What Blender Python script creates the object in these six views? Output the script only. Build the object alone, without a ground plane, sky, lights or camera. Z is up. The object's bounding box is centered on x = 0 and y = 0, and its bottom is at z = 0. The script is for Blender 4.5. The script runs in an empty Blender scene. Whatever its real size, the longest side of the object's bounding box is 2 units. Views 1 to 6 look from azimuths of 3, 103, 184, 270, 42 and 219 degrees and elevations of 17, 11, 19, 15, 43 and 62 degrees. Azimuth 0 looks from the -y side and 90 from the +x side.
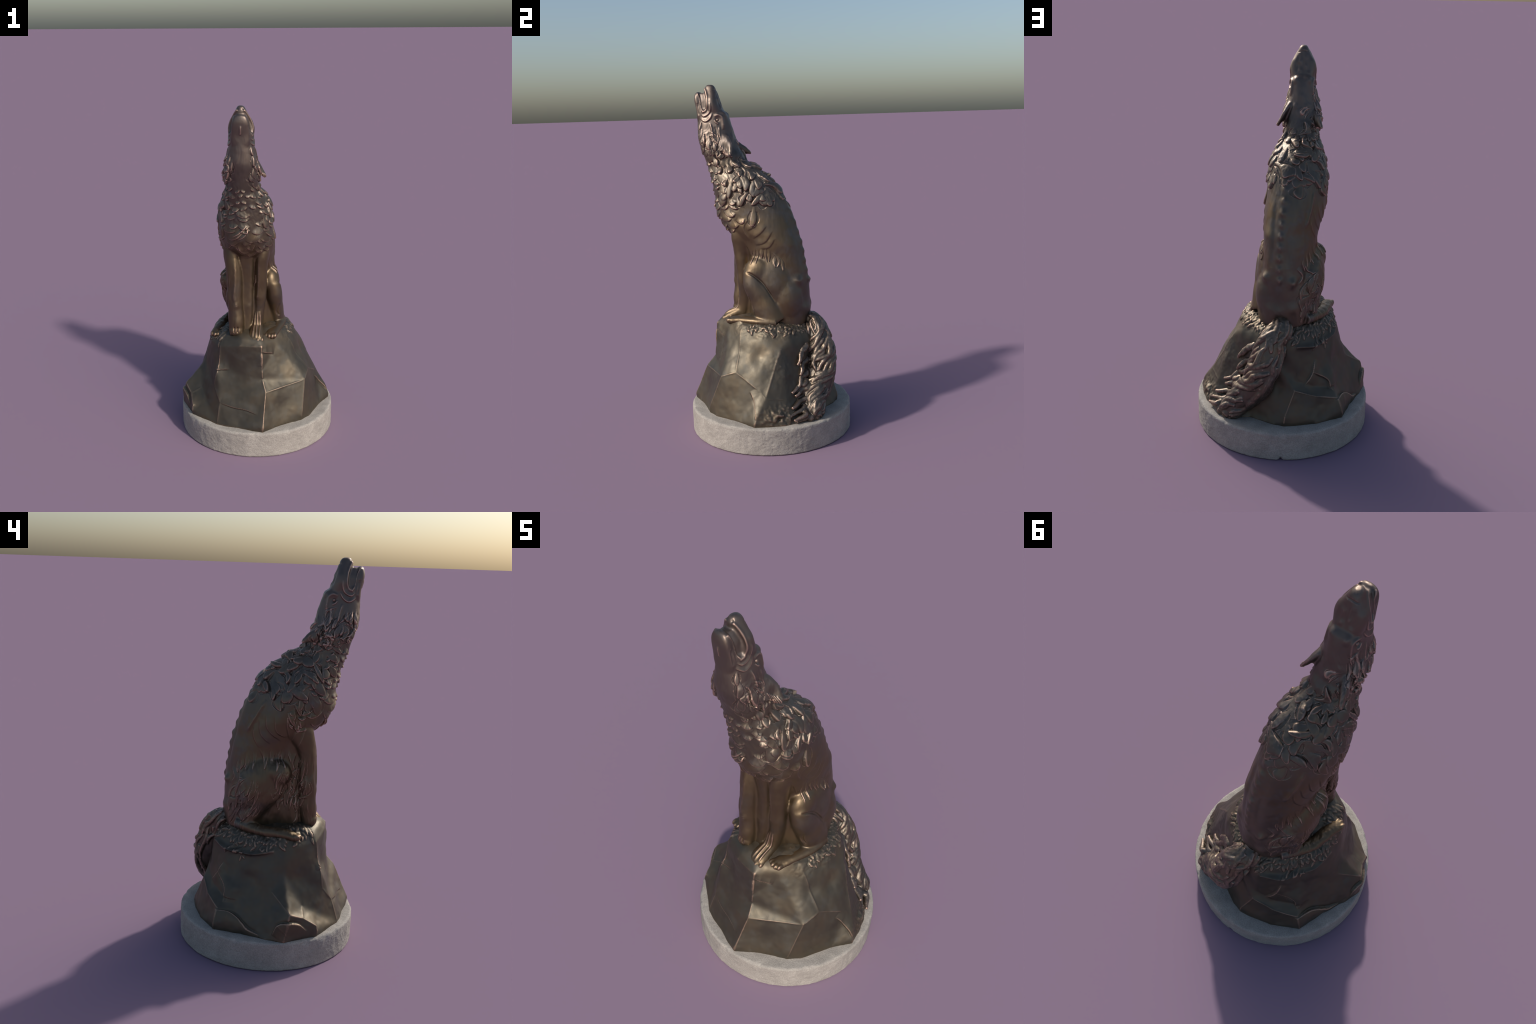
# Bronze howling wolf seated on a faceted rock, on a round stone plinth.
import bpy, bmesh, math
import numpy as np
from mathutils import Vector
from mathutils.bvhtree import BVHTree
from mathutils.geometry import delaunay_2d_cdt

rng = np.random.default_rng(7)
V3 = lambda *a: np.array(a, float)

# ------------------------------------------------------------------ helpers
def catmull(P, n):
    """Smooth curve through control rows P (any columns), n samples."""
    P = np.asarray(P, float)
    Q = np.vstack([2 * P[0] - P[1], P, 2 * P[-1] - P[-2]])
    t = np.linspace(0, len(P) - 1 - 1e-9, n)
    i = t.astype(int); f = (t - i)[:, None]
    a, b, c, d = Q[i], Q[i + 1], Q[i + 2], Q[i + 3]
    return .5 * (2 * b + (c - a) * f + (2 * a - 5 * b + 4 * c - d) * f**2 + (3 * b - a - 3 * c + d) * f**3)

def rings_to_mesh(rings):
    m, n = len(rings), len(rings[0])
    V = [tuple(p) for r in rings for p in r]
    F = [(i * n + j, i * n + (j + 1) % n, (i + 1) * n + (j + 1) % n, (i + 1) * n + j)
         for i in range(m - 1) for j in range(n)]
    V.append(tuple(np.mean(rings[0], 0))); V.append(tuple(np.mean(rings[-1], 0)))
    F += [(m * n, (j + 1) % n, j) for j in range(n)]
    F += [(m * n + 1, (m - 1) * n + j, (m - 1) * n + (j + 1) % n) for j in range(n)]
    return V, F

def stack(rows, n=64, steps=60, power=2.2, back_left=None, shift=0.0):
    """Horizontal sections: rows of z, y_front, y_back, x_left, x_right [, power of the back left quarter, sideways shift of the back]."""
    ph = np.linspace(0, 2 * np.pi, n, endpoint=False)
    c, s = np.cos(ph), np.sin(ph); rings = []
    for row in catmull(rows, steps):
        z, yf, yb, xl, xr = row[:5]
        pw = np.full(n, power); sh = 0
        if len(row) > 5: pw = np.where((c < 0) & (s > 0), row[5], power); sh = row[6]
        cx = np.sign(c) * np.abs(c)**(2 / pw); sy = np.sign(s) * np.abs(s)**(2 / pw)
        rings.append(np.stack([(xl + xr) / 2 + cx * (xr - xl) / 2 + sh * np.clip(sy, 0, 1)**2, (yf + yb) / 2 + sy * (yb - yf) / 2, np.full(n, z)], 1))
    return rings_to_mesh(rings)

def tube(ctrl, side=(1, 0, 0), n=28, steps=40):
    """Elliptic tube: rows of x, y, z, half width along 'side', half depth across it."""
    R = catmull(ctrl, steps); P = R[:, :3]
    T = np.gradient(P, axis=0); T /= np.linalg.norm(T, axis=1)[:, None]
    ph = np.linspace(0, 2 * np.pi, n, endpoint=False); rings = []
    for p, t, (a, b) in zip(P, T, R[:, 3:5]):
        u = np.array(side, float); u -= t * (u @ t); u /= np.linalg.norm(u); v = np.cross(t, u)
        rings.append(p + np.outer(np.cos(ph), u) * a + np.outer(np.sin(ph), v) * b)
    return rings_to_mesh(rings)

def ball(c, r, axis=None, n=24):
    """Ellipsoid; axis = optional direction of the local z axis."""
    M = np.eye(3)
    if axis is not None:
        M = np.array(Vector(axis).to_track_quat('Z', 'Y').to_matrix())
    rings = []
    for th in np.linspace(.02, np.pi - .02, n):
        ph = np.linspace(0, 2 * np.pi, n, endpoint=False)
        L = np.stack([np.sin(th) * np.cos(ph) * r[0], np.sin(th) * np.sin(ph) * r[1], np.full(n, -np.cos(th) * r[2])], 1)
        rings.append(np.array(c) + L @ M.T)
    return rings_to_mesh(rings)

def fuse(pieces, voxel, smooth):
    """Join closed pieces into one watertight skin (voxel remesh) and relax it."""
    V, F = [], []
    if isinstance(pieces, Skin):
        pieces = [([tuple(v) for v in pieces.V], [tuple(p.vertices) for p in pieces.me.polygons])]
    for v, f in pieces:
        o = len(V); V += list(v); F += [tuple(i + o for i in q) for q in f]
    me = bpy.data.meshes.new('tmp'); me.from_pydata(V, [], F)
    bm = bmesh.new(); bm.from_mesh(me); bmesh.ops.recalc_face_normals(bm, faces=bm.faces); bm.to_mesh(me); bm.free()
    ob = bpy.data.objects.new('tmp', me); bpy.context.scene.collection.objects.link(ob)
    m = ob.modifiers.new('r', 'REMESH'); m.mode = 'VOXEL'; m.voxel_size = voxel; m.use_smooth_shade = True
    if smooth:
        s = ob.modifiers.new('s', 'SMOOTH'); s.factor = .5; s.iterations = smooth
    dg = bpy.context.evaluated_depsgraph_get(); dg.update()
    out = bpy.data.meshes.new_from_object(ob.evaluated_get(dg))
    bpy.data.objects.remove(ob); bpy.data.meshes.remove(me)
    return Skin(out)

def sstep(a, b, x):
    t = np.clip((x - a) / (b - a), 0, 1); return t * t * (3 - 2 * t)

def hash3(i, seed):
    h = (i[..., 0] * 73856093) ^ (i[..., 1] * 19349663) ^ (i[..., 2] * 83492791) ^ (seed * 2654435761)
    h = (h ^ (h >> 13)) * 1274126177; h = h & 0x7fffffff
    return ((h ^ (h >> 16)) & 0xffff) / 65535.0 * 2 - 1

def noise(P, scale, seed=0, octaves=1):
    """Value noise in [-1,1], vectorised."""
    out = np.zeros(len(P)); amp = 1.0; tot = 0
    for o in range(octaves):
        Q = P * scale * 2**o + 31.7 * o
        i = np.floor(Q).astype(np.int64); f = Q - i; f = f * f * (3 - 2 * f); s = np.zeros(len(P))
        for dx in (0, 1):
            for dy in (0, 1):
                for dz in (0, 1):
                    w = (f[:, 0] if dx else 1 - f[:, 0]) * (f[:, 1] if dy else 1 - f[:, 1]) * (f[:, 2] if dz else 1 - f[:, 2])
                    s += w * hash3(i + np.array([dx, dy, dz]), seed + o)
        out += amp * s; tot += amp; amp *= .5
    return out / tot

class Skin:
    """A fused mesh with sculpting tools that displace along its smooth normals."""
    def __init__(self, me):
        self.me = me; n = len(me.vertices)
        self.V = np.empty(n * 3); me.vertices.foreach_get('co', self.V); self.V = self.V.reshape(-1, 3)
        self.refresh()
    def refresh(self):
        self.me.vertices.foreach_set('co', self.V.ravel()); self.me.update()
        n = len(self.V); self.N = np.empty(n * 3); self.me.vertex_normals.foreach_get('vector', self.N); self.N = self.N.reshape(-1, 3)
        self.bvh = BVHTree.FromPolygons([tuple(v) for v in self.V], [tuple(p.vertices) for p in self.me.polygons])
        self.D = np.zeros(n); self.U = np.zeros(n)
    def hit(self, o, d):
        h = self.bvh.ray_cast(Vector(o), Vector(d))
        return (None, None) if h[0] is None else (np.array(h[0]), np.array(h[1]))
    def near(self, p):
        h = self.bvh.find_nearest(Vector(p)); return np.array(h[0]), np.array(h[1])
    def snap(self, side, pts):
        """Project 2D control points on the skin: R/L take (y,z), F/B take (x,z)."""
        out = []
        for a, b in pts:
            o, d = {'R': ((2, a, b), (-1, 0, 0)), 'L': ((-2, a, b), (1, 0, 0)),
                    'F': ((a, -2, b), (0, 1, 0)), 'B': ((a, 2, b), (0, -1, 0)), 'T': ((a, b, 3), (0, 0, -1))}[side]
            p, _ = self.hit(o, d)
            if p is not None: out.append(p)
        return np.array(out)
    def ridge(self, side, pts, width, height, n=14, taper=True, sharp=False):
        """Raised (or, with negative height, cut) line through control points."""
        P = self.snap(side, catmull(pts, n)) if side else catmull(pts, n)
        if len(P) < 2: return
        lo, hi = P.min(0) - 3 * width, P.max(0) + 3 * width
        idx = np.where(np.all((self.V > lo) & (self.V < hi), 1))[0]
        if not len(idx): return
        Q = self.V[idx]; best = np.full(len(idx), 9.); bt = np.zeros(len(idx))
        for k in range(len(P) - 1):
            a, b = P[k], P[k + 1]; ab = b - a; t = np.clip((Q - a) @ ab / (ab @ ab + 1e-12), 0, 1)
            d = np.linalg.norm(Q - a - t[:, None] * ab, axis=1); m = d < best
            best[m] = d[m]; bt[m] = (k + t[m]) / (len(P) - 1)
        g = np.exp(-(best / width)**2) if not sharp else np.clip(1 - best / width / 1.5, 0, 1)
        if taper: g *= np.clip(np.minimum(bt, 1 - bt) * 5, 0, 1)**.7
        h = g * height; m = np.abs(h) > np.abs(self.D[idx])
        self.D[idx[m]] = h[m]
    def fold(self, side, pts, soft, height, flip=1, sharp=.0035, n=18, taper=True):
        """One-sided step: a gentle rise on one side of the line, an abrupt drop on the other."""
        P = self.snap(side, catmull(pts, n)) if side else catmull(pts, n)
        if len(P) < 3: return
        lo, hi = P.min(0) - 3 * soft, P.max(0) + 3 * soft
        idx = np.where(np.all((self.V > lo) & (self.V < hi), 1))[0]
        if not len(idx): return
        Q = self.V[idx]; best = np.full(len(idx), 9.); bt = np.zeros(len(idx)); sg = np.zeros(len(idx)); facing = np.zeros(len(idx))
        nr = np.array([self.near(p)[1] for p in P])
        for k in range(len(P) - 1):
            a, b = P[k], P[k + 1]; ab = b - a; t = np.clip((Q - a) @ ab / (ab @ ab + 1e-12), 0, 1)
            r = Q - a - t[:, None] * ab; d = np.linalg.norm(r, axis=1); m = d < best
            w = np.cross(nr[k], ab); w /= np.linalg.norm(w) + 1e-12
            best[m] = d[m]; bt[m] = (k + t[m]) / (len(P) - 1); sg[m] = (r[m] @ w); facing[m] = self.N[idx[m]] @ nr[k]
        sg = np.where(sg * flip >= 0, 1, -1)
        h = height * np.where(sg > 0, np.exp(-(best / soft)**2), np.clip(1 - best / sharp, 0, 1) * 1.25 - .25 * np.exp(-(best / (sharp * 3))**2))
        if taper: h = h * np.clip(np.minimum(bt, 1 - bt) * 4, 0, 1)**.8
        h = np.where(facing > .0, h, 0)
        self.D[idx] += h
    def edges(self):
        e = np.empty(len(self.me.edges) * 2, int); self.me.edges.foreach_get('vertices', e); return e.reshape(-1, 2)
    def relax(self, weight, iters):
        """Blend the joints of the skin where weight>0."""
        e = self.edges(); n = len(self.V); deg = np.maximum(np.bincount(e.ravel(), minlength=n), 1)[:, None]; X = self.V.copy()
        for k in range(iters):
            A = np.stack([np.bincount(e[:, 0], X[e[:, 1], j], n) + np.bincount(e[:, 1], X[e[:, 0], j], n) for j in range(3)], 1) / deg
            X += (weight * .6)[:, None] * (A - X)
        self.V = X; self.refresh()
    def dent(self, c, r, h, face, limit=.2):
        """Bump or hollow applied only to skin facing the given way."""
        d = np.linalg.norm((self.V - c) / r, axis=1); f = np.array(face, float); f /= np.linalg.norm(f)
        m = (d < 2.5) & (self.N @ f > limit); self.D[m] += h * np.exp(-d[m]**2)
    def bump(self, c, r, h):
        d = np.linalg.norm((self.V - c) / r, axis=1); m = d < 2.5
        self.D[m] += h * np.exp(-d[m]**2)
    def tuft(self, p, nrm, direction, L, W, H, curl=0.0, dish=.4, point=False, groove=.22):
        """One lock of fur: narrow root, swelling to a rounded raised tip with a rim."""
        d = np.array(direction, float); d -= nrm * (d @ nrm); d /= np.linalg.norm(d) + 1e-9
        s = np.cross(nrm, d); R = self.V - p
        idx = np.where((np.einsum('ij,ij->i', R, R) < (1.4 * L)**2) & (self.N @ nrm > .1))[0]
        R = R[idx]; a = (R @ d) / L; b = R @ s
        b = b - curl * L * np.sin(np.clip(a, 0, 1.1) * 3.0) * .35 - curl * L * .3 * np.clip(a, 0, 1.1)**2
        up = .35 + .65 * sstep(0, .6, a); tip = np.sqrt(np.clip(1 - (np.clip((a - .6) / .4, 0, 1))**2, 0, 1))
        if point: tip = np.clip(1 - (a - .5) / .5, 0, 1)**.7; up = .5 + .5 * sstep(0, .5, a); w = W * np.where(a < .5, up, tip) + 1e-5
        else: w = W * np.where(a < .6, up, tip) + 1e-5
        q = np.abs(b) / w
        ins = (q < 1) & (a > 0) & (a < 1)
        qc = np.clip(q, 0, 1); h = H * (.05 + .95 * sstep(0, .85, a)) * ((1 - dish) * (1 - qc**3)**.6 + dish * (.55 + .45 * qc**2) * (1 - qc**7))
        h = np.where(ins, h, 0)
        gr = (q < 1.7) & (a > .25) & (a < 1.12) & ~ins
        m = h > self.U[idx]; self.U[idx[m]] = h[m]
        g = np.where(gr, -groove * H, 0); m2 = gr & (self.D[idx] > g); self.D[idx[m2]] = g[m2]
    def apply(self, soften=1):
        D = np.where(self.U > 0, np.maximum(self.U, self.D), self.D)
        if soften:
            e = np.empty(len(self.me.edges) * 2, int); self.me.edges.foreach_get('vertices', e); e = e.reshape(-1, 2)
            deg = np.bincount(e.ravel(), minlength=len(D)).astype(float)
            for _ in range(soften):
                s = np.bincount(e[:, 0], D[e[:, 1]], len(D)) + np.bincount(e[:, 1], D[e[:, 0]], len(D))
                D = .55 * D + .45 * s / np.maximum(deg, 1)
        self.V = self.V + self.N * D[:, None]; self.refresh()

# ------------------------------------------------------------------ materials
def nodes_of(name):
    m = bpy.data.materials.new(name); m.use_nodes = True
    nt = m.node_tree; nt.nodes.clear(); return m, nt
def bronze(name, r0, r1, metal, BR, patina=False):
    m, nt = nodes_of(name); N = nt.nodes.new; L = nt.links.new
    out = N('ShaderNodeOutputMaterial'); b = N('ShaderNodeBsdfPrincipled'); L(b.outputs[0], out.inputs[0])
    tc = N('ShaderNodeTexCoord'); geo = N('ShaderNodeNewGeometry')
    def tex(scale, detail=4, rough=.6):
        t = N('ShaderNodeTexNoise'); t.inputs['Scale'].default_value = scale; t.inputs['Detail'].default_value = detail
        t.inputs['Roughness'].default_value = rough; L(tc.outputs['Object'], t.inputs['Vector']); return t
    def ramp(src, *stops):
        r = N('ShaderNodeValToRGB'); e = r.color_ramp.elements
        while len(e) < len(stops): e.new(.5)
        for k, (p, c) in enumerate(stops): e[k].position = p; e[k].color = (*c, 1)
        L(src, r.inputs[0]); return r.outputs[0]
    def mix(fac, a, bb):
        x = N('ShaderNodeMix'); x.data_type = 'RGBA'; L(fac, x.inputs[0])
        L(a, x.inputs[6]); L(bb, x.inputs[7]); return x.outputs[2]
    def const(c):
        r = N('ShaderNodeRGB'); r.outputs[0].default_value = (*c, 1); return r.outputs[0]
    big = tex(5, 3); mid = tex(17, 5); fine = tex(120, 3)
    base = ramp(big.outputs[0], (.36, BR[0]), (.5, BR[1]), (.64, BR[2]))
    mott = ramp(mid.outputs[0], (.52, (0, 0, 0)), (.72, (1, 1, 1)))
    half = N('ShaderNodeMath'); half.operation = 'MULTIPLY'; half.inputs[1].default_value = .45; L(mott, half.inputs[0])
    col = mix(half.outputs[0], base, const(BR[3]))
    if patina:
        # brown patina left on flanks and legs, pinkish handled metal on the head, each with a ragged border
        sep = N('ShaderNodeSeparateXYZ'); L(tc.outputs['Object'], sep.inputs[0])
        def rng_(src, a, b2):
            r = N('ShaderNodeMapRange'); r.interpolation_type = 'SMOOTHSTEP'; r.inputs['From Min'].default_value = a; r.inputs['From Max'].default_value = b2; L(src, r.inputs[0]); return r.outputs[0]
        def mth(op, a, b2):
            m_ = N('ShaderNodeMath'); m_.operation = op
            for i, v in enumerate((a, b2)):
                if isinstance(v, (int, float)): m_.inputs[i].default_value = v
                else: L(v, m_.inputs[i])
            return m_.outputs[0]
        wob = mth('MULTIPLY', mth('SUBTRACT', mid.outputs[0], .5), .25); zz = mth('ADD', sep.outputs[2], wob); yy = mth('ADD', sep.outputs[1], wob)
        fl = mth('MULTIPLY', mth('MULTIPLY', rng_(zz, 1.36, 1.18), rng_(yy, .19, .10)), mth('ADD', rng_(big.outputs[0], .3, .6), .35))
        col = mix(mth('MINIMUM', mth('MULTIPLY', fl, .8), .85), col, const((.150, .106, .062)))
        col = mix(mth('MULTIPLY', rng_(zz, 1.55, 1.75), .6), col, const((.165, .128, .112)))
    edge = ramp(geo.outputs['Pointiness'], (.510, (0, 0, 0)), (.55, (1, 1, 1)))
    ed = N('ShaderNodeMath'); ed.operation = 'MULTIPLY'; ed.inputs[1].default_value = .7; L(edge, ed.inputs[0])
    col = mix(ed.outputs[0], col, const(BR[4]))
    L(col, b.inputs['Base Color']); b.inputs['Metallic'].default_value = metal
    rr = N('ShaderNodeMapRange'); rr.inputs['From Min'].default_value = .3; rr.inputs['From Max'].default_value = .7
    rr.inputs['To Min'].default_value = r0; rr.inputs['To Max'].default_value = r1
    L(mid.outputs[0], rr.inputs[0]); L(rr.outputs[0], b.inputs['Roughness'])
    bp = N('ShaderNodeBump'); bp.inputs['Strength'].default_value = .12; bp.inputs['Distance'].default_value = .002
    L(fine.outputs[0], bp.inputs['Height']); L(bp.outputs[0], b.inputs['Normal'])
    return m
BR = [(.118, .100, .082), (.138, .113, .088), (.158, .121, .085), (.165, .158, .150), (.60, .40, .31)]   # olive, brown, warm brown, grey patina, worn copper
BK = [(.088, .076, .059), (.103, .088, .065), (.120, .096, .066), (.118, .116, .104), (.46, .31, .22)]
BRONZE = bronze('aged_bronze', .40, .54, .90, BR, True); ROCKY = bronze('dull_bronze', .44, .60, .80, BK)

def stone(name):
    m, nt = nodes_of(name); N = nt.nodes.new; L = nt.links.new
    out = N('ShaderNodeOutputMaterial'); b = N('ShaderNodeBsdfPrincipled'); L(b.outputs[0], out.inputs[0])
    tc = N('ShaderNodeTexCoord')
    def tex(scale, detail):
        t = N('ShaderNodeTexNoise'); t.inputs['Scale'].default_value = scale; t.inputs['Detail'].default_value = detail
        L(tc.outputs['Object'], t.inputs['Vector']); return t
    a = tex(14, 8); f = tex(170, 5)
    r = N('ShaderNodeValToRGB'); e = r.color_ramp.elements
    e[0].position = .3; e[0].color = (.29, .262, .228, 1); e[1].position = .72; e[1].color = (.38, .345, .30, 1)
    L(a.outputs[0], r.inputs[0])
    r2 = N('ShaderNodeValToRGB'); e = r2.color_ramp.elements
    e[0].position = .3; e[0].color = (.80, .80, .80, 1); e[1].position = .65; e[1].color = (1.1, 1.1, 1.1, 1)
    L(f.outputs[0], r2.inputs[0])
    x = N('ShaderNodeMix'); x.data_type = 'RGBA'; x.blend_type = 'MULTIPLY'; x.inputs[0].default_value = 1
    L(r.outputs[0], x.inputs[6]); L(r2.outputs[0], x.inputs[7]); L(x.outputs[2], b.inputs['Base Color'])
    b.inputs['Roughness'].default_value = .85
    bp = N('ShaderNodeBump'); bp.inputs['Strength'].default_value = .5; bp.inputs['Distance'].default_value = .004
    L(f.outputs[0], bp.inputs['Height']); L(bp.outputs[0], b.inputs['Normal'])
    return m
STONE = stone('pale_stone')

# ------------------------------------------------------------------ scene root
scene = bpy.context.scene.collection
root = bpy.data.objects.new('wolf_statue', None); scene.objects.link(root)
root['label'] = 'dark bronze howling wolf sitting on a faceted rock over a round stone plinth'
root['category'] = 'statue'
def add(name, me, mat, parent=None):
    me.name = name; me.materials.clear(); me.materials.append(mat)
    for p in me.polygons: p.use_smooth = True
    ob = bpy.data.objects.new(name, me); scene.objects.link(ob); ob.parent = parent or root
    return ob

# ------------------------------------------------------------------ plinth
def plinth():
    R, H = .469, .152
    prof = [(0, 0), (R - .003, 0), (R, .004)]
    prof += [(R, z) for z in np.linspace(.008, H - .014, 34)]
    prof += [(R - .012 * (1 - math.cos(a)), H - .012 + .012 * math.sin(a)) for a in np.linspace(.2, math.pi / 2, 6)]
    prof += [(r, H) for r in np.linspace(R - .016, .25, 50)] + [(0, H)]
    n = 520; th = np.linspace(0, 2 * np.pi, n, endpoint=False)
    V = [(0, 0, 0), (0, 0, H)]; F = []; body = prof[1:-1]
    P = np.array([[r * np.sin(t), -r * np.cos(t), z] for r, z in body for t in th])
    rad = np.hypot(P[:, 0], P[:, 1]); ax = np.stack([P[:, 0] / rad, P[:, 1] / rad, 0 * rad], 1)
    rim = np.exp(-(((rad - R) / .02)**2 + ((P[:, 2] - H) / .02)**2))
    d = .0022 * noise(P, 40, 1, 3) + .0012 * noise(P, 140, 2)
    d -= .006 * rim * np.clip(noise(P, 26, 5, 2) - .1, 0, 1) * 2
    P = P + ax * (d * sstep(.2, .45, rad))[:, None]
    P[:, 2] += np.where(P[:, 2] > H - .02, .0022 * noise(P, 30, 9, 3) - .004 * rim * np.clip(noise(P, 20, 15), 0, 1), 0)
    a0 = math.atan2(-.03, -.46)                                 # small chip at the back foot
    nick = np.exp(-(((P - np.array([-.025, .469, 0])) / np.array([.008, .03, .014]))**2).sum(1)); P -= ax * (nick * .02)[:, None]
    P[:, 2] = np.maximum(P[:, 2], 0)
    V += [tuple(p) for p in P]; m = len(body)
    for i in range(m - 1):
        for j in range(n):
            k = (j + 1) % n; F.append((2 + i * n + j, 2 + i * n + k, 2 + (i + 1) * n + k, 2 + (i + 1) * n + j))
    for j in range(n):
        k = (j + 1) % n; F.append((0, 2 + k, 2 + j)); F.append((1, 2 + (m - 1) * n + j, 2 + (m - 1) * n + k))
    me = bpy.data.meshes.new('plinth'); me.from_pydata(V, [], F)
    add('plinth', me, STONE)
plinth()

# ------------------------------------------------------------------ rock: corner points of its facets
foot = [(.053, -.452), (.125, -.395), (.280, -.303), (.320, -.246), (.390, -.095), (.452, .008), (.425, .105), (.375, .21),
        (.27, .33), (.143, .325), (.02, .388), (-.035, .398), (-.2, .348), (-.338, .278), (-.365, .13), (-.433, .012),
        (-.455, -.08), (-.382, -.254), (-.218, -.370), (-.11, -.405)]
corner = dict(
    edge_front=(.069, -.372, .365), ledge_front=(.048, -.322, .425), notch=(.045, -.314, .48),
    right_a=(.297, -.217, .379), right_b=(.315, -.125, .414), right_c=(.37, .03, .325), right_d=(.385, .06, .295),
    right_e=(.335, .165, .28), ridge_r=(.251, .119, .532), side_r=(.30, .14, .40), back_r=(.17, .24, .42), back_r2=(.20, .27, .25),
    left_a=(-.225, -.27, .461), left_b=(-.241, -.279, .358), left_c=(-.205, -.337, .276),
    out_tip=(-.433, -.107, .29), out_in=(-.346, -.012, .377), out_mid=(-.396, -.18, .258), out_crease=(-.327, -.173, .295),
    out_low=(-.378, -.252, .209), out_pit=(-.30, -.24, .25),
    back_b=(-.085, .345, .333), back_c=(-.04, .39, .209), back_d=(-.305, .259, .257),
    back_e=(-.2, .319, .294), back_f=(-.356, .135, .202), left_face=(-.308, -.08, .45), shelf_a=(-.09, .312, .368), shelf_b=(-.185, .278, .328), shelf_c=(-.288, .212, .292),
    top_a=(.042, -.304, .622), top_b=(.122, -.216, .618), top_c=(.196, -.121, .612), top_d=(.232, .03, .60), top_e=(.215, .17, .575),
    top_f=(.1, .27, .56), top_g=(-.063, .289, .563), top_h=(-.179, .22, .526), top_hi=(-.228, .14, .528), top_i=(-.272, .072, .537),
    top_j=(-.285, -.02, .565), top_k=(-.265, -.135, .592), top_l=(-.205, -.243, .594), top_m=(-.08, -.288, .620))
ridges = [('edge_front', 'ledge_front'), ('right_a', 'right_b'), ('right_b', 'right_c'), ('right_a', 'edge_front'), ('right_b', 'top_c'),
          ('left_a', 'left_b'), ('left_b', 'left_c'), ('out_tip', 'out_mid'), ('out_mid', 'out_low'), ('out_mid', 'out_crease'),
          ('out_tip', 'out_in'), ('back_b', 'back_e'), ('back_e', 'back_d'), ('shelf_a', 'shelf_b'), ('shelf_b', 'shelf_c'), ('back_b', 'back_c'), ('right_d', 'right_e'),
          ('ridge_r', 'right_d'), ('top_h', 'top_hi'), ('top_hi', 'top_i'), ('left_a', 'top_l')]
def rock():
    names = list(corner); lift = {0: .020, 2: .026, 5: .02, 11: .02, 13: .03, 17: .03}
    P = [np.array((x, y, .156 + lift.get(i, 0))) for i, (x, y) in enumerate(foot)] + [np.array(corner[k]) for k in names]
    nf = len(foot); idx = {k: nf + i for i, k in enumerate(names)}
    az = np.array([math.atan2(p[0], -p[1]) for p in P])
    U = []; back = []
    for sh in (-1, 0, 1):
        for i, p in enumerate(P):
            a = az[i] + sh * 2 * math.pi
            if -math.pi - 1.6 < a < math.pi + 1.6: U.append(Vector((a * .36, p[2]))); back.append(i)
    E = [(idx[a], idx[b]) for a, b in ridges] + [(i, (i + 1) % nf) for i in range(nf)]
    tops = [k for k in names if k.startswith('top')]; tops.sort(key=lambda k: az[idx[k]])
    E += [(idx[tops[i]], idx[tops[(i + 1) % len(tops)]]) for i in range(len(tops))]
    CE = []
    for a, b in E:
        for i, u in enumerate(U):
            if back[i] != a: continue
            js = [j for j in range(len(U)) if back[j] == b and abs(U[j][0] - u[0]) < .36 * math.pi]
            if js: CE.append((i, js[0]))
    r = delaunay_2d_cdt(U, CE, [], 0, 1e-6)
    vs, fs, orig = r[0], r[2], r[3]
    T = set()
    for f in fs:
        ca = sum(vs[i][0] for i in f) / 3 / .36
        if not -math.pi <= ca < math.pi: continue
        t = tuple(back[orig[i][0]] for i in f)
        if all(k < nf for k in t): continue
        if all(k >= nf and names[k - nf].startswith('top') for k in t): continue
        T.add(t)
    F = list(T); V = [tuple(p) for p in P]
    # crown under the wolf, vertical foot, flat underside
    ring = [idx[k] for k in tops]; n = len(ring); c = np.array((-.02, 0)); prev = ring
    for sc, lift, flat in ((.93, .030, .25), (.80, .052, .5), (.55, .065, .8)):
        cur = []
        for k in ring:
            p = P[k]; q = c + (p[:2] - c) * sc; cur.append(len(V)); V.append((q[0], q[1], p[2] * (1 - flat) + .605 * flat + lift + .012 * (q[1] < -.12) * (abs(q[0] + .12) < .10)))
        for i in range(n):
            j = (i + 1) % n; F.append((prev[i], prev[j], cur[j], cur[i]))
        prev = cur
    top = len(V); V.append((-.02, 0, .675))
    for i in range(n): F.append((prev[i], prev[(i + 1) % n], top))
    low = len(V)
    for x, y in foot: V.append((x * .992, y * .992, .145))
    bot = len(V); V.append((0, 0, .145))
    for i in range(nf):
        j = (i + 1) % nf; F += [(i, low + i, low + j, j), (low + j, low + i, bot)]
    return V, F
R = fuse([rock(), tube([(-.08, .28, .548, .022, .010), (-.175, .222, .534, .026, .010), (-.226, .142, .534, .026, .010), (-.268, .072, .543, .024, .010), (-.275, -.02, .565, .016, .010)], side=(-.7, .4, .1)), ball((.09, -.10, .642), (.07, .095, .05)), ball((-.02, -.19, .618), (.07, .06, .04))], .0038, 2)
keep = ridges + [('edge_front', 0), ('right_a', 2), ('left_c', 18), ('back_c', 11), ('back_d', 13), ('right_d', 5), ('out_low', 17), ('out_tip', 16), ('right_c', 'right_d'), ('ledge_front', 'notch'), ('notch', 'top_a'),
                 ('top_a', 'top_m'), ('top_m', 'top_l'), ('top_l', 'top_k'), ('top_k', 'top_j'), ('top_j', 'top_i')]
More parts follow.
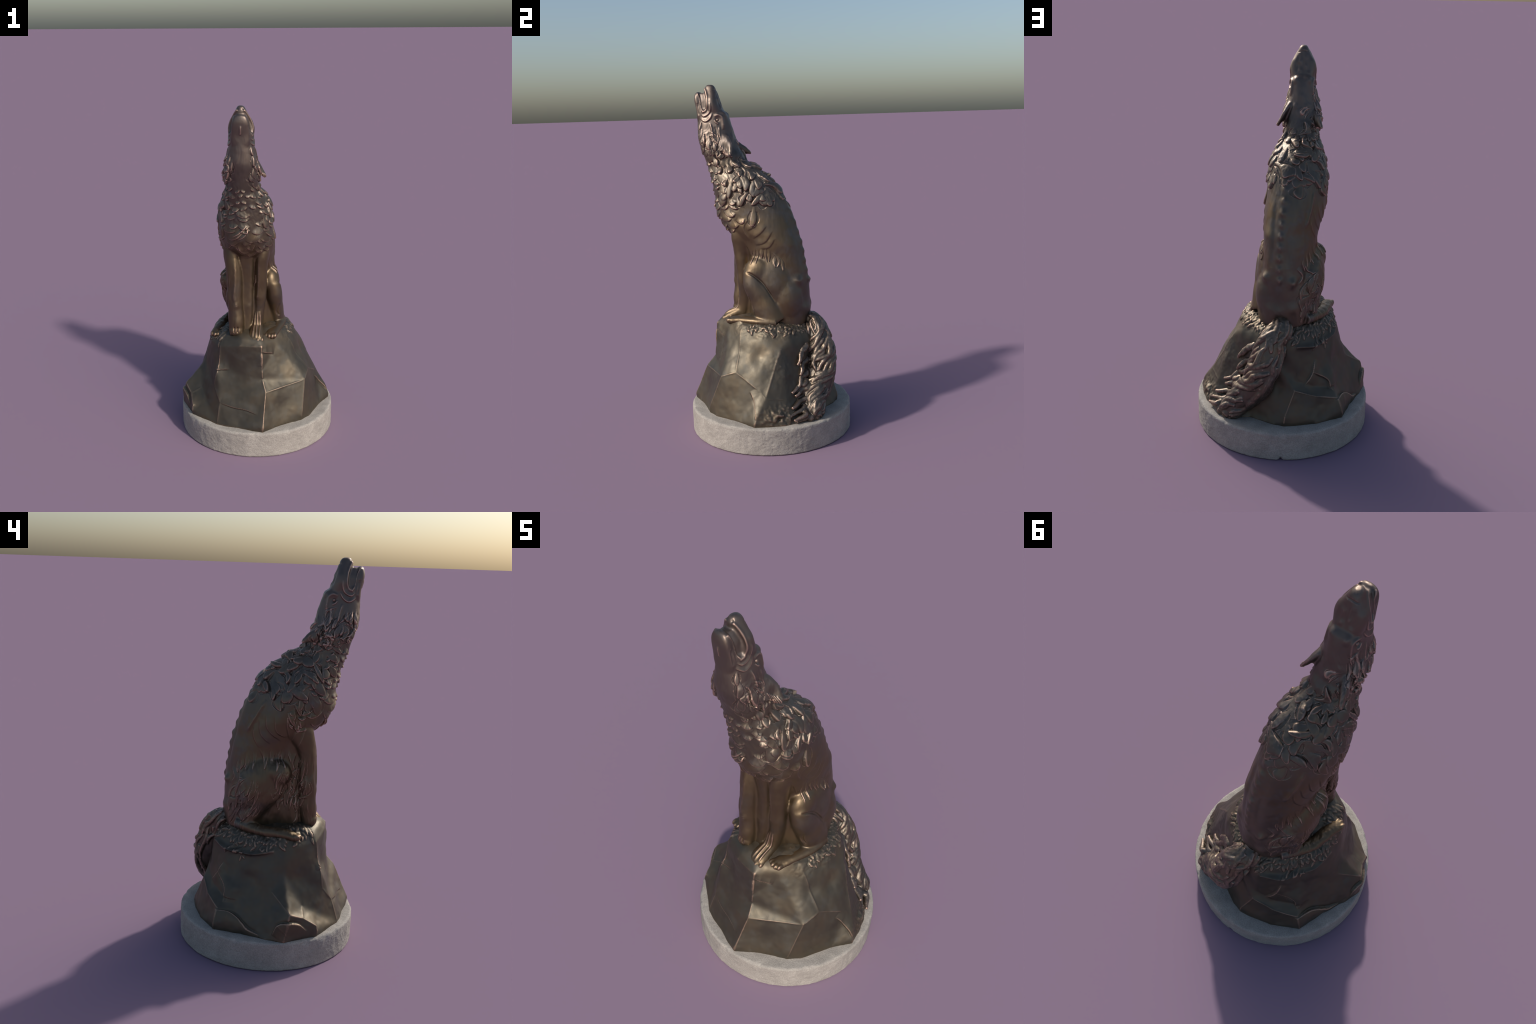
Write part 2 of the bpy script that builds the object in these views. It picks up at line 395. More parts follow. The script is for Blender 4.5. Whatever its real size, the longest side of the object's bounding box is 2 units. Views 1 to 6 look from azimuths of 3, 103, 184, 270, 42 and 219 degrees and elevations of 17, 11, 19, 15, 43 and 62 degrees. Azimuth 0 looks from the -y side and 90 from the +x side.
def smooth_facets():
    pt = lambda k: np.array(corner[k]) if isinstance(k, str) else V3(*foot[k], .156)
    d = np.full(len(R.V), 9.)
    for a, b in keep:
        a, b = pt(a), pt(b); ab = b - a; t = np.clip((R.V - a) @ ab / (ab @ ab), 0, 1)
        d = np.minimum(d, np.linalg.norm(R.V - a - t[:, None] * ab, axis=1))
    R.relax(sstep(.003, .022, d) * sstep(.155, .18, R.V[:, 2]), 60)
smooth_facets()
def sculpt_rock():
    V = R.V; z = V[:, 2]
    R.D += .006 * noise(V, 6, 3) + .004 * noise(V, 12, 4) + .0018 * noise(V, 28, 6) * sstep(-.1, .1, V[:, 1] - V[:, 0]) + .0008 * noise(V, 45, 5)
    for c, r, h in (((-.18, -.28, .50), .07, -.022), ((-.03, -.335, .45), .07, .010), ((.17, -.24, .47), .075, -.006), ((.26, -.123, .52), .05, -.010), ((-.285, .10, .40), .06, -.010), ((-.22, .21, .41), .05, -.010),
                    ((.28, .0, .50), .05, -.014), ((.36, -.15, .27), .06, -.008), ((.17, -.34, .26), .06, -.010), ((-.08, -.39, .24), .06, -.006), ((-.2, .33, .22), .06, -.010)):
        R.bump(np.array(c), r, h)
    R.apply(1)
    # chipped creases and steps on the facets
    for side, pts, w, h, fl in (('R', [(-.035, .32), (-.01, .28), (.008, .23), (.012, .19)], .04, .010, 1),                             ('L', [(.27, .25), (.20, .245), (.15, .225), (.10, .185), (.04, .165)], .05, .016, -1), ('L', [(.26, .40), (.22, .34), (.23, .28)], .05, .010, 1), ('L', [(-.02, .18), (-.05, .235), (-.10, .25), (-.15, .235), (-.20, .19)], .05, .014, -1),
                            ('B', [(-.18, .46), (-.165, .39), (-.13, .34)], .04, .008, 1), ('F', [(.045, .59), (.075, .57), (.11, .555)], .03, .010, 1), ('F', [(.045, .59), (.047, .55), (.046, .5)], .03, .006, -1),
                            ('F', [(-.235, .45), (-.20, .455), (-.15, .46)], .03, .006, 1), ('F', [(-.2, .275), (-.12, .26), (-.05, .255), (.02, .24)], .04, .006, 1)):
        R.fold(side, pts, w, h, fl)
    for a, b in [k for k in keep if 'shelf' not in str(k[0]) and 'top' not in str(k[0])]:
        pt = lambda k: np.array(corner[k]) if isinstance(k, str) else V3(*foot[k], .165)
        R.ridge(None, [R.near(pt(a) * (1 - t) + pt(b) * t)[0] for t in np.linspace(0, 1, 7)], .005, .0015)
    low = R.V; m = np.exp(-(((low - V3(.385, .14, .20)) / V3(.07, .09, .05))**2).sum(1))                  # lumpy spill of stone beside the tail
    R.D += m * (.010 + .014 * noise(low, 38, 41, 2) + .006 * noise(low, 80, 42)); m = np.exp(-(((low - V3(.33, .16, .45)) / V3(.08, .08, .12))**2).sum(1)); R.D += m * .005 * noise(low, 40, 43, 2)
    R.apply(0)
    # shaggy growth round the seat: locks running outwards and down over the brink
    for k in range(330):
        dg = rng.uniform(70, 325); a = math.radians(dg); left = dg > 185; f = rng.uniform(.6, 1.0 if left else .93)
        d = V3(math.sin(a), -math.cos(a), 0); o = V3(-.02, 0, 0) + d * np.interp(dg, [60, 90, 120, 150, 180, 210, 240, 270, 300, 330], [.235, .235, .25, .26, .27, .26, .245, .245, .26, .27]) * f
        p, n = R.hit((o[0], o[1], 2), (0, 0, -1))
        if p is None or p[2] < (.55 if left else .615): continue
        t = np.cross(d, (0, 0, 1)); R.tuft(p, n, d + t * rng.normal(.5 if left else 0, .6) + V3(0, 0, -.4), rng.uniform(.03, .07) * (1 if left else .75), rng.uniform(.006, .011), rng.uniform(.004, .009), rng.normal(0, .7), .2, False, .3)
    V = R.V; shag = sstep(.57, .61, V[:, 2]) * sstep(-.21, -.10, V[:, 1])
    R.D += shag * .004 * noise(V, 45, 12, 2)
    R.apply(1)
sculpt_rock()
add('rock', R.me, ROCKY)

# ------------------------------------------------------------------ tail
def tail():
    path = [(-.005, .225, .665), (.0, .262, .635), (.035, .286, .58), (.052, .305, .51), (.070, .310, .44), (.108, .307, .36), (.155, .302, .295), (.21, .300, .23), (.255, .315, .185), (.28, .335, .165)]
    rx = [.04, .050, .060, .070, .076, .072, .064, .055, .045, .02]; ry = [.04, .050, .068, .082, .090, .088, .076, .058, .038, .015]
    P = [tube([(*p, a, b) for p, a, b in zip(path, rx, ry)])]
    C = catmull(np.hstack([path, np.array([rx, ry]).T]), 80)
    T = np.gradient(C[:, :3], axis=0); T /= np.linalg.norm(T, axis=1)[:, None]
    def lock(t0, span, g0, g1, w, wave, ph):
        rows = []
        for i, s in enumerate(np.linspace(0, 1, 9)):
            a = int(min(t0 + span * s, .995) * 79); c = C[a]; tt = T[a]
            u = V3(1, 0, 0); u -= tt * (u @ tt); u /= np.linalg.norm(u); v = np.cross(tt, u); v *= np.sign(v[1]) or 1
            g = math.radians(g0 + (g1 - g0) * s + wave * math.sin(ph + s * 6.5))
            lift = .97 + .09 * s
            p = c[:3] + u * math.cos(g) * c[3] * lift + v * math.sin(g) * c[4] * lift
            wid = w * (.35 + .65 * math.sin(math.pi * (.1 + .8 * s))) if s < .95 else w * .25
            rows.append((*p, wid, wid * .8))
        return tube(rows, n=10, steps=24)
    for k in range(26):                                        # side facing +x: locks sweep forward off the spine
        P.append(lock(rng.uniform(.0, .8), rng.uniform(.16, .26), rng.uniform(10, 110), rng.uniform(-60, 0), rng.uniform(.015, .023), rng.uniform(6, 16), rng.uniform(0, 6)))
    for k in range(20):                                        # spine and far side hang straighter
        g = rng.uniform(80, 190); P.append(lock(rng.uniform(.0, .75), rng.uniform(.18, .3), g, g + rng.uniform(-10, 40), rng.uniform(.013, .020), rng.uniform(5, 12), rng.uniform(0, 6)))
    for k in range(16):                                        # root of the tail
        g = rng.uniform(-20, 200); P.append(lock(rng.uniform(.0, .14), rng.uniform(.14, .22), g, g + rng.uniform(-40, 20), rng.uniform(.011, .017), rng.uniform(4, 10), rng.uniform(0, 6)))
    fan = [[(.19, .27, .32), (.25, .235, .30), (.295, .21, .285)], [(.20, .27, .27), (.29, .23, .245), (.345, .195, .235)],
           [(.22, .28, .23), (.31, .245, .215), (.378, .205, .195)], [(.24, .29, .20), (.33, .275, .185), (.375, .25, .165)],
           [(.24, .31, .20), (.30, .325, .18), (.285, .360, .16)], [(.25, .31, .20), (.33, .30, .18), (.345, .315, .16)],
           [(.10, .23, .46), (.17, .215, .42), (.21, .20, .375)], [(.10, .23, .54), (.16, .215, .50), (.195, .20, .45)],
           [(.14, .24, .39), (.21, .215, .355), (.25, .20, .315)], [(.15, .25, .33), (.22, .225, .31), (.27, .205, .265)]]
    for f in fan:
        a, b, c = map(np.array, f)
        (b, nb), (c, nc) = R.near(b), R.near(c); b, c = b + nb * .006, c - nc * .001        # lie on the stone
        d = np.cross(c - a, (0, 0, 1)); d = d / np.linalg.norm(d) * .012 * rng.choice((-1, 1))
        for o in (0, 1):
            j = rng.normal(0, .012, 3) * (o > 0) - (0, 0, .006 * o); k = .9 if o else 1.15
            P.append(tube([(*(a + j), .024 * k, .020 * k), (*(a * .6 + b * .4 + d + j), .021 * k, .018 * k), (*(a * .2 + b * .8 - d * .6 + j), .019 * k, .016 * k), (*(b * .5 + c * .5 + d * .5 + j), .013 * k, .011 * k), (*(c + j + d * .6), .008, .008)], n=12))
    S = fuse(P, .0032, 2)
    S.D += .0015 * noise(S.V, 60, 3, 2); S.apply(0)
    return S
TL = tail()
add('tail', TL.me, BRONZE)

# ------------------------------------------------------------------ wolf body
XC = -.062                                       # the head's own midline
torso = stack([                                   # z, front, back, left, right, fullness of back left quarter, shift of spine
    (1.615, -.374, -.150, -.148, .022, 2.2, 0), (1.565, -.360, -.118, -.155, .027, 2.0, 0), (1.53, -.349, -.062, -.162, .033, 1.8, .01), (1.487, -.335, .000, -.176, .058, 1.65, .02),
    (1.44, -.321, .052, -.189, .078, 1.55, .03), (1.36, -.308, .101, -.207, .094, 1.42, .018), (1.273, -.300, .148, -.208, .100, 1.40, .015), (1.23, -.281, .165, -.207, .105, 1.40, .015),
    (1.195, -.255, .177, -.203, .108, 1.40, .015), (1.15, -.212, .191, -.190, .109, 1.42, .015), (1.105, -.165, .204, -.177, .108, 1.48, .025), (1.05, -.138, .216, -.168, .106, 1.6, .02),
    (1.0, -.125, .224, -.165, .106, 1.65, .02), (.91, -.118, .238, -.166, .112, 1.6, .015), (.84, -.115, .243, -.168, .118, 1.65, .01), (.77, -.112, .244, -.165, .124, 1.85, 0),
    (.70, -.11, .246, -.16, .132, 2.0, 0), (.63, -.10, .235, -.15, .135, 2.2, 0)], steps=90, power=2.2)
H = lambda z, f, b, w: (z, f, b, XC - w, XC + w)
skull = stack([H(1.555, -.352, -.125, .084), H(1.60, -.370, -.138, .090), H(1.64, -.384, -.165, .094), H(1.70, -.400, -.189, .086),
               H(1.76, -.401, -.207, .074), H(1.80, -.400, -.212, .067), H(1.83, -.398, -.226, .064), H(1.852, -.394, -.246, .062), H(1.866, -.385, -.262, .052), H(1.872, -.37, -.28, .03)], power=2.3)
snout = stack([H(1.81, -.352, -.235, .056), H(1.86, -.350, -.251, .065), H(1.89, -.343, -.262, .068), H(1.92, -.340, -.270, .061), H(1.945, -.350, -.278, .045),
               H(1.97, -.354, -.286, .031), H(1.985, -.351, -.292, .024), H(1.996, -.343, -.300, .017), H(2.001, -.333, -.312, .009)], power=2.4)
jaw = stack([H(1.72, -.37, -.335, .02), H(1.77, -.392, -.335, .040), H(1.81, -.399, -.34, .050), H(1.85, -.400, -.352, .053), H(1.88, -.406, -.361, .049), H(1.92, -.413, -.369, .044),
             H(1.945, -.410, -.375, .036), H(1.957, -.404, -.381, .025), H(1.962, -.395, -.388, .010)], power=2.6)
tongue = stack([H(1.83, -.388, -.30, .050), H(1.88, -.385, -.30, .047), H(1.915, -.386, -.31, .041), H(1.94, -.388, -.32, .030), H(1.955, -.386, -.335, .020)], power=2.6)
foreleg_l = tube([(-.135, -.10, 1.25, .05, .07), (-.132, -.14, 1.14, .050, .065), (-.122, -.168, 1.05, .048, .050), (-.118, -.178, .95, .045, .048), (-.121, -.18, .885, .046, .048),
                  (-.115, -.185, .82, .042, .046), (-.112, -.19, .76, .045, .046), (-.110, -.195, .70, .044, .043), (-.110, -.195, .65, .036, .036)])
paw_l = ball((-.110, -.205, .685), (.044, .040, .04))
toes_l = [ball((-.110 + o, -.228 + abs(o) * .4, .675), (.011, .018, .022)) for o in (-.030, -.010, .010, .030)]
foreleg_r = tube([(.045, -.09, 1.25, .05, .08), (.040, -.125, 1.14, .044, .075), (.033, -.138, 1.05, .039, .050), (.031, -.136, .95, .037, .040), (.027, -.134, .88, .038, .040),
                  (.019, -.128, .79, .033, .040), (.010, -.136, .72, .034, .045), (.006, -.160, .675, .037, .046), (.004, -.19, .64, .040, .05)])
paw_r = tube([(.006, -.15, .69, .036, .035), (.006, -.20, .672, .042, .032), (.006, -.24, .656, .046, .027), (.007, -.266, .642, .038, .016)])
toes_r = [ball((.007 + o, -.261 + abs(o - .006) * .35, .646), (.0115, .024, .019)) for o in (-.036, -.012, .012, .036)]
web = stack([(1.18, -.21, 0, -.15, .06), (1.08, -.168, 0, -.152, .055), (.95, -.158, 0, -.152, .05), (.8, -.162, 0, -.152, .045), (.7, -.170, 0, -.15, .04), (.62, -.18, 0, -.14, .04)], power=3)
web_mid = stack([(1.15, -.20, 0, -.10, .0), (1.0, -.180, 0, -.10, -.005), (.8, -.180, 0, -.10, -.01), (.64, -.19, 0, -.10, -.015)], power=4)
thigh_r = ball((.062, .055, .86), (.080, .135, .185), axis=(.02, -.2, 1))
knee_r = ball((.085, -.032, .942), (.056, .086, .085))
shank_r = tube([(.095, -.07, .95, .045, .05), (.106, -.055, .87, .052, .062), (.110, -.012, .79, .050, .072), (.118, .02, .72, .050, .080), (.115, .06, .65, .05, .075)])
rump_r = ball((.062, .125, .78), (.078, .095, .15))
thigh_l = ball((-.140, .055, .87), (.074, .115, .165), axis=(-.02, -.5, 1))
knee_l = ball((-.155, -.020, .940), (.062, .078, .070))
shank_l = tube([(-.145, -.02, .94, .05, .05), (-.158, .02, .85, .055, .066), (-.143, .08, .76, .050, .064), (-.130, .12, .68, .050, .055)])
rump_l = ball((-.075, .13, .78), (.075, .09, .15))
hind_foot_r = tube([(.14, .08, .66, .035, .030), (.145, -.02, .664, .033, .024), (.12, -.12, .664, .034, .022), (.097, -.185, .656, .036, .021), (.09, -.218, .646, .03, .012)])
hind_foot_l = tube([(-.12, .17, .66, .035, .030), (-.200, .05, .645, .033, .028), (-.222, -.05, .642, .034, .026), (-.233, -.12, .63, .036, .024), (-.236, -.148, .622, .03, .012)])
hind_toes = [ball((cx + o, cy - .012 + abs(o) * .5, cz), (.0105, .022, .016)) for cx, cy, cz in ((.092, -.206, .655), (-.234, -.133, .632)) for o in (-.027, -.009, .009, .027)]
def ear(base, tip, out, w, thick):
    b, t = np.array(base), np.array(tip); rows = []
    for s, ww, dd in ((-.30, .6, 1.0), (.05, 1.0, 1.0), (.4, 1.0, .8), (.7, .72, .6), (.92, .38, .45), (1.0, .14, .3)):
        rows.append((*(b + (t - b) * s), w * ww, thick * dd))
    return tube(rows, side=out)
ear_r_tip, ear_l_tip = V3(.063, -.180, 1.600), V3(-.174, -.117, 1.600)
ear_r = ear((.002, -.240, 1.69), ear_r_tip, (0, -.9, -.4), .042, .020)
ear_l = ear((-.126, -.217, 1.656), ear_l_tip, (-.3, .5, .8), .027, .021)
W = fuse([torso, skull, snout, jaw, tongue, foreleg_l, paw_l, *toes_l, foreleg_r, paw_r, *toes_r, web, web_mid, thigh_r, knee_r, shank_r, rump_r,
          thigh_l, knee_l, shank_l, rump_l, hind_foot_r, hind_foot_l, *hind_toes, ear_r, ear_l], .0040, 1)

hips = sstep(1.15, 1.0, W.V[:, 2]) * sstep(.66, .72, W.V[:, 2]) * sstep(-.15, -.08, W.V[:, 1])
W.relax(np.clip(.10 + hips, 0, 1), 26)
W = fuse(W, .0022, 2)
def sculpt_wolf():
    mid = lambda z: np.interp(z, [.6, 1.05, 1.2, 1.36, 1.44, 1.53, 1.6, 1.7, 1.8, 2], [.07, .06, -.03, -.10, -.13, -.20, -.25, -.29, -.30, -.32])
    mx = lambda z: np.interp(z, [.6, 1.05, 1.2, 1.4, 1.6], [-.01, -.03, -.048, -.055, -.062])
    down = V3(0, 0, -1)
    def around(z, az):
        c = V3(mx(z), mid(z), z); d = V3(math.sin(az), -math.cos(az), 0)
        return W.hit(c + d * 1.2, -d)
    def row(z0, a0, a1, step, L, Wd, Hh, tilt=0., jit=1., curl=.25, keep=1., dish=.2):
        a = a0
        while a < a1:
            p, n = around(z0 + rng.normal(0, .010) * jit, math.radians(a + rng.normal(0, 3) * jit))
            if p is not None and rng.random() < keep:
                W.tuft(p, n, down + V3(rng.normal(0, .3), rng.normal(0, .3), 0) * jit + tilt * np.cross(n, down), L * rng.uniform(.65, 1.4), Wd * rng.uniform(.65, 1.4), Hh * rng.uniform(.5, 1.3), rng.normal(0, curl), dish)
            a += step * rng.uniform(.75, 1.25)
    # long curling locks, rows from the bottom up
    for z0, L, wd, h in ((1.365, .075, .025, .010), (1.405, .08, .024, .014), (1.445, .085, .023, .016), (1.485, .085, .021, .017), (1.525, .08, .019, .016), (1.565, .06, .017, .013)):
        row(z0, 108, 302, 14, L * 1.1, wd * .9, h, curl=.8, jit=2.2, dish=.25, keep=.85)
    # right shoulder: large separate locks
    for (y0, z0), (y1, z1), w in (((-.20, 1.476), (-.198, 1.434), .009), ((-.175, 1.475), (-.189, 1.370), .015), ((-.145, 1.465), (-.166, 1.405), .014), ((-.119, 1.452), (-.104, 1.398), .013),
                                  ((-.153, 1.545), (-.133, 1.482), .014), ((-.097, 1.52), (-.082, 1.462), .016), ((-.055, 1.48), (-.037, 1.412), .018), ((0, 1.50), (.030, 1.425), .017), ((.043, 1.473), (.075, 1.418), .014),
                                  ((-.003, 1.40), (.028, 1.36), .016), ((.047, 1.375), (.056, 1.318), .016), ((-.14, 1.37), (-.105, 1.340), .014), ((-.219, 1.56), (-.207, 1.50), .016), ((-.30, 1.60), (-.28, 1.542), .014),
                                  ((-.256, 1.40), (-.244, 1.318), .024), ((-.21, 1.40), (-.215, 1.35), .018), ((-.06, 1.40), (-.05, 1.35), .016), ((-.26, 1.55), (-.25, 1.50), .013), ((-.18, 1.60), (-.165, 1.55), .012),
                                  ((-.02, 1.54), (0, 1.49), .014), ((-.09, 1.57), (-.07, 1.525), .013)):
        p = W.snap('R', [(y0, z0)]); q = W.snap('R', [(y1, z1)])
        if len(p) and len(q):
            _, n = W.near((p[0] + q[0]) / 2); W.tuft(p[0], n, q[0] - p[0], np.linalg.norm(q[0] - p[0]) * 1.05, w * 1.2, .016, rng.normal(0, .6), .25)
    # chest: overlapping scallops, each a smiling step in the skin
    for z0 in np.arange(1.18, 1.56, .034):
        az = -62 + rng.uniform(0, 10)
        while az < 66:
            wd = rng.uniform(.016, .038) * (1 if z0 < 1.45 else .7); dp = wd * rng.uniform(.5, .9); zz = z0 + rng.normal(0, .006); tl = rng.normal(0, .25); P = []
            if rng.random() < .85:
                for u in np.linspace(-1, 1, 7):
                    p, n = around(zz - dp * (1 - u * u) + tl * u * wd, math.radians(az) + u * wd / .16)
                    if p is not None: P.append(p)
                if len(P) == 7: W.fold(None, P, wd * .8, rng.uniform(.006, .011), 1, .004)
            az += np.degrees(wd * 2.1 / .16) * rng.uniform(.9, 1.4)
    for z0, L, wd, h in ((1.25, .05, .016, .007), (1.30, .05, .018, .008), (1.35, .055, .018, .009), (1.41, .055, .017, .010), (1.47, .055, .016, .010)):
        row(z0, -88, -55, 15, L, wd, h, curl=.4, keep=.9)
    # cheek ruff with its overhanging rim
    W.fold('L', [(-.150, 1.60), (-.20, 1.592), (-.25, 1.588), (-.297, 1.589), (-.345, 1.612), (-.368, 1.652), (-.38, 1.70)], .045, .018, 1)
    W.fold('R', [(-.385, 1.72), (-.365, 1.68), (-.336, 1.648), (-.285, 1.597), (-.233, 1.587), (-.20, 1.60)], .045, .014, 1)
    row(1.64, 30, 100, 13, .060, .024, .008, curl=.12, jit=.6); row(1.638, 225, 330, 13, .055, .024, .008, curl=.12, jit=.5)
    row(1.70, 240, 300, 15, .075, .018, .008, curl=.15)
    for pts in ([(-.225, 1.640), (-.26, 1.630), (-.297, 1.640), (-.338, 1.66)], [(-.225, 1.612), (-.26, 1.617), (-.30, 1.611), (-.345, 1.635)]): W.fold('L', pts, .02, .007, 1)
    for side, (y0, z0), (y1, z1), w in (('R', (-.368, 1.767), (-.379, 1.690), .014), ('R', (-.350, 1.745), (-.342, 1.652), .017), ('R', (-.325, 1.73), (-.292, 1.634), .017), ('R', (-.292, 1.69), (-.272, 1.627), .014), ('R', (-.365, 1.80), (-.368, 1.745), .010),
                                        ('R', (-.36, 1.69), (-.34, 1.625), .018), ('R', (-.33, 1.66), (-.29, 1.60), .018), ('L', (-.355, 1.76), (-.352, 1.688), .013), ('L', (-.375, 1.76), (-.375, 1.692), .012), ('L', (-.33, 1.75), (-.335, 1.70), .012),
                                        ('L', (-.39, 1.73), (-.378, 1.66), .014), ('L', (-.30, 1.73), (-.27, 1.665), .012), ('L', (-.27, 1.72), (-.23, 1.655), .012), ('L', (-.25, 1.74), (-.21, 1.67), .012)):
        p = W.snap(side, [(y0, z0)]); q = W.snap(side, [(y1, z1)])
        if len(p) and len(q):
            _, n = W.near((p[0] + q[0]) / 2); W.tuft(p[0], n, q[0] - p[0], np.linalg.norm(q[0] - p[0]), w, .012, rng.normal(0, .2), .25)
    row(1.60, 140, 222, 13, .055, .016, .009, curl=.4)
    W.apply(1)

    # spine, hips, ribs
    for z, x in ((1.33, -.004), (1.275, -.002), (1.22, .002), (1.165, .005), (1.11, .008), (1.055, .011), (1.0, .013), (.945, .012), (.89, .010)):
        p, n = W.hit((x, 2, z), (0, -1, 0)); W.bump(p, V3(.015, .03, .021) * rng.uniform(.9, 1.2), rng.uniform(.009, .012))
    for x, z in ((.080, .892), (-.055, .875)):
        p, n = W.hit((x, 2, z), (0, -1, 0)); W.bump(p, V3(.020, .04, .024), .018)
    for x, z in ((.02, .72), (-.06, .735), (.07, .73)):
        p, n = W.hit((x, 2, z), (0, -1, 0)); W.bump(p, V3(.03, .04, .03), .008)
    W.apply(0)
    for dx in (.038, -.042):
        W.ridge('B', [(.0 + dx, 1.30), (.008 + dx, 1.1), (.012 + dx, .95)], .016, -.005)
    cuts_r = [[(-.087, 1.184), (-.049, 1.203), (-.018, 1.232)], [(-.058, 1.137), (-.013, 1.167), (.025, 1.21)], [(-.045, 1.101), (.015, 1.119), (.058, 1.182)],
              [(-.016, 1.079), (.037, 1.09), (.071, 1.138)], [(-.074, 1.126), (-.108, 1.195), (-.077, 1.253)], [(-.111, 1.115), (-.083, 1.063), (-.07, 1.019)]]
    for c in cuts_r: W.fold('R', c, .022, .003, 1, .008)
    W.ridge('R', [(-.095, .946), (-.055, .934), (.001, .887), (.04, .831), (.071, .779)], .007, -.007)
    W.ridge('R', [(-.080, .812), (-.069, .754), (-.054, .722)], .007, -.006)
    cuts_l = [[(-.072, 1.272), (-.065, 1.195), (-.086, 1.11)], [(.037, 1.248), (.028, 1.17), (-.044, 1.109)], [(-.004, 1.242), (-.014, 1.165), (-.064, 1.131)],
              [(.071, 1.211), (.061, 1.141), (.011, 1.093)], [(.098, 1.189), (.095, 1.118), (.066, 1.069)], [(-.129, 1.232), (-.111, 1.161), (-.08, 1.074)], [(-.157, 1.212), (-.147, 1.141), (-.116, 1.061)]]
    for c in cuts_l: W.fold('L', c, .022, .0035, 1, .008)
    W.ridge('L', [(.04, 1.31), (.072, 1.254), (.111, 1.182), (.134, 1.139)], .010, .006)
    # combed fringe over the thighs
    def fringe(side, pts, L, wd, h):
        for y0, z0 in pts:
            p = W.snap(side, [(y0 + rng.normal(0, .004), z0 + .01)])
            if len(p):
                _, n = W.near(p[0]); W.tuft(p[0], n, V3(0, rng.normal(.1, .15), -1), L * rng.uniform(.75, 1.2), wd * rng.uniform(.8, 1.3), h, rng.normal(0, .3), .1, True, .05)
    fringe('L', [(y, 1.06 - .9 * max(0, y - .05)**1.2) for y in np.arange(-.07, .17, .017)],   .085, .009, .007)
    fringe('R', [(y, 1.075 - .5 * max(0, y)) for y in np.arange(-.05, .10, .021)],  .075, .009, .006)
    hair_l = [[(.203, .944), (.187, .901), (.208, .863)], [(.175, .967), (.159, .909), (.179, .857)], [(.206, .789), (.171, .813), (.13, .866)], [(.156, .791), (.115, .844), (.088, .875)],
              [(-.065, .938), (-.055, .85), (.013, .773)], [(-.094, .932), (-.104, .859), (-.079, .776)], [(-.124, .896), (-.112, .829), (-.095, .739)], [(-.141, .97), (-.122, .918), (-.135, .874)],
              [(-.188, .883), (-.147, .852), (-.128, .8)], [(-.184, .816), (-.149, .8), (-.131, .74)], [(.175, .7), (.155, .746), (.134, .769)], [(.125, .701), (.112, .74), (.07, .771)],
              [(-.116, 1.042), (-.105, .991), (-.115, .95)], [(-.146, 1.014), (-.13, .977), (-.14, .94)], [(-.17, .95), (-.15, .91), (-.16, .87)]]
    for c in hair_l: W.fold('L', c, .016, .006, 1 if c[1][0] > 0 else -1, .006)
    def comb(side, n, ys, zs, d, L, wd, h, jit=.25):
        for k in range(n):
            p = W.snap(side, [(rng.uniform(*ys), rng.uniform(*zs))])
            if not len(p): continue
            _, nn = W.near(p[0]); W.tuft(p[0], nn, V3(0, *d) + rng.normal(0, jit, 3), L * rng.uniform(.7, 1.4), wd * rng.uniform(.7, 1.4), h * rng.uniform(.5, 1.3), rng.normal(0, .7), .1, rng.random() < .6, .3)
    comb('L', 22, (.03, .18), (.74, .95), (.45, -1), .11, .011, .006, .08)
    comb('L', 14, (-.18, -.11), (.78, 1.08), (.3, -1), .10, .011, .006, .10)
    comb('L', 7, (-.11, -.05), (.80, .98), (.1, -1), .10, .011, .006, .08)
    comb('L', 16, (-.36, -.22), (1.67, 1.79), (.35, -1), .07, .008, .006, .15); comb('R', 5, (-.34, -.28), (1.70, 1.78), (.35, -1), .07, .010, .005, .1)
    comb('L', 16, (-.26, -.16), (1.60, 1.70), (.6, -1), .05, .008, .007)
    # forelegs: edge of the shin, wrist, tendons
    W.ridge('F', [(-.115, 1.15), (-.113, 1.0), (-.118, .91), (-.11, .85)], .012, .006); W.ridge('F', [(.024, 1.14), (.022, 1.0), (.018, .91), (.012, .86)], .011, .006)
    for c in ([(.002, .79), (-.004, .72), (-.014, .665)], [(.014, .79), (.011, .72), (.006, .66)], [(.026, .79), (.028, .72), (.028, .665)]): W.ridge('F', c, .005, .005)
    for x in (-.120, -.100): W.ridge('F', [(x, .72), (x, .68)], .004, -.006)
    for c, r, h in ((V3(-.108, -.235, .845), .018, .007), (V3(.002, -.19, .875), .016, .006), (V3(-.10, -.235, .74), .03, .004)): W.bump(c, r, h)
    for c in ([(-.095, 1.254), (-.045, 1.287), (-.026, 1.332)], [(-.12, 1.273), (-.069, 1.306), (-.038, 1.345)], [(-.095, 1.228), (-.064, 1.176), (-.008, 1.183)], [(-.045, 1.209), (-.014, 1.196), (.005, 1.223)],
              [(-.145, 1.241), (-.095, 1.202), (-.039, 1.157), (-.024, 1.137)], [(-.11, 1.20), (-.06, 1.15), (-.01, 1.15), (.02, 1.18)]):
        W.fold('F', c, .014, .006, 1)
    W.apply(0)

    # face
    for s, sg in (('R', 1), ('L', -1)):
        W.ridge(s, [(-.346, 1.978), (-.335, 1.955), (-.324, 1.92), (-.323, 1.88), (-.334, 1.855), (-.350, 1.848)], .006, .006, n=24, taper=False)
        W.ridge(s, [(-.350, 1.848), (-.364, 1.87), (-.374, 1.92), (-.388, 1.95)], .005, .005, n=20, taper=False)
        W.fold(s, [(-.366, 1.835), (-.346, 1.822), (-.318, 1.834), (-.304, 1.86), (-.302, 1.90)], .010, .006, sg)
        W.fold(s, [(-.372, 1.812), (-.338, 1.793), (-.309, 1.808), (-.292, 1.84)], .012, .007, sg)
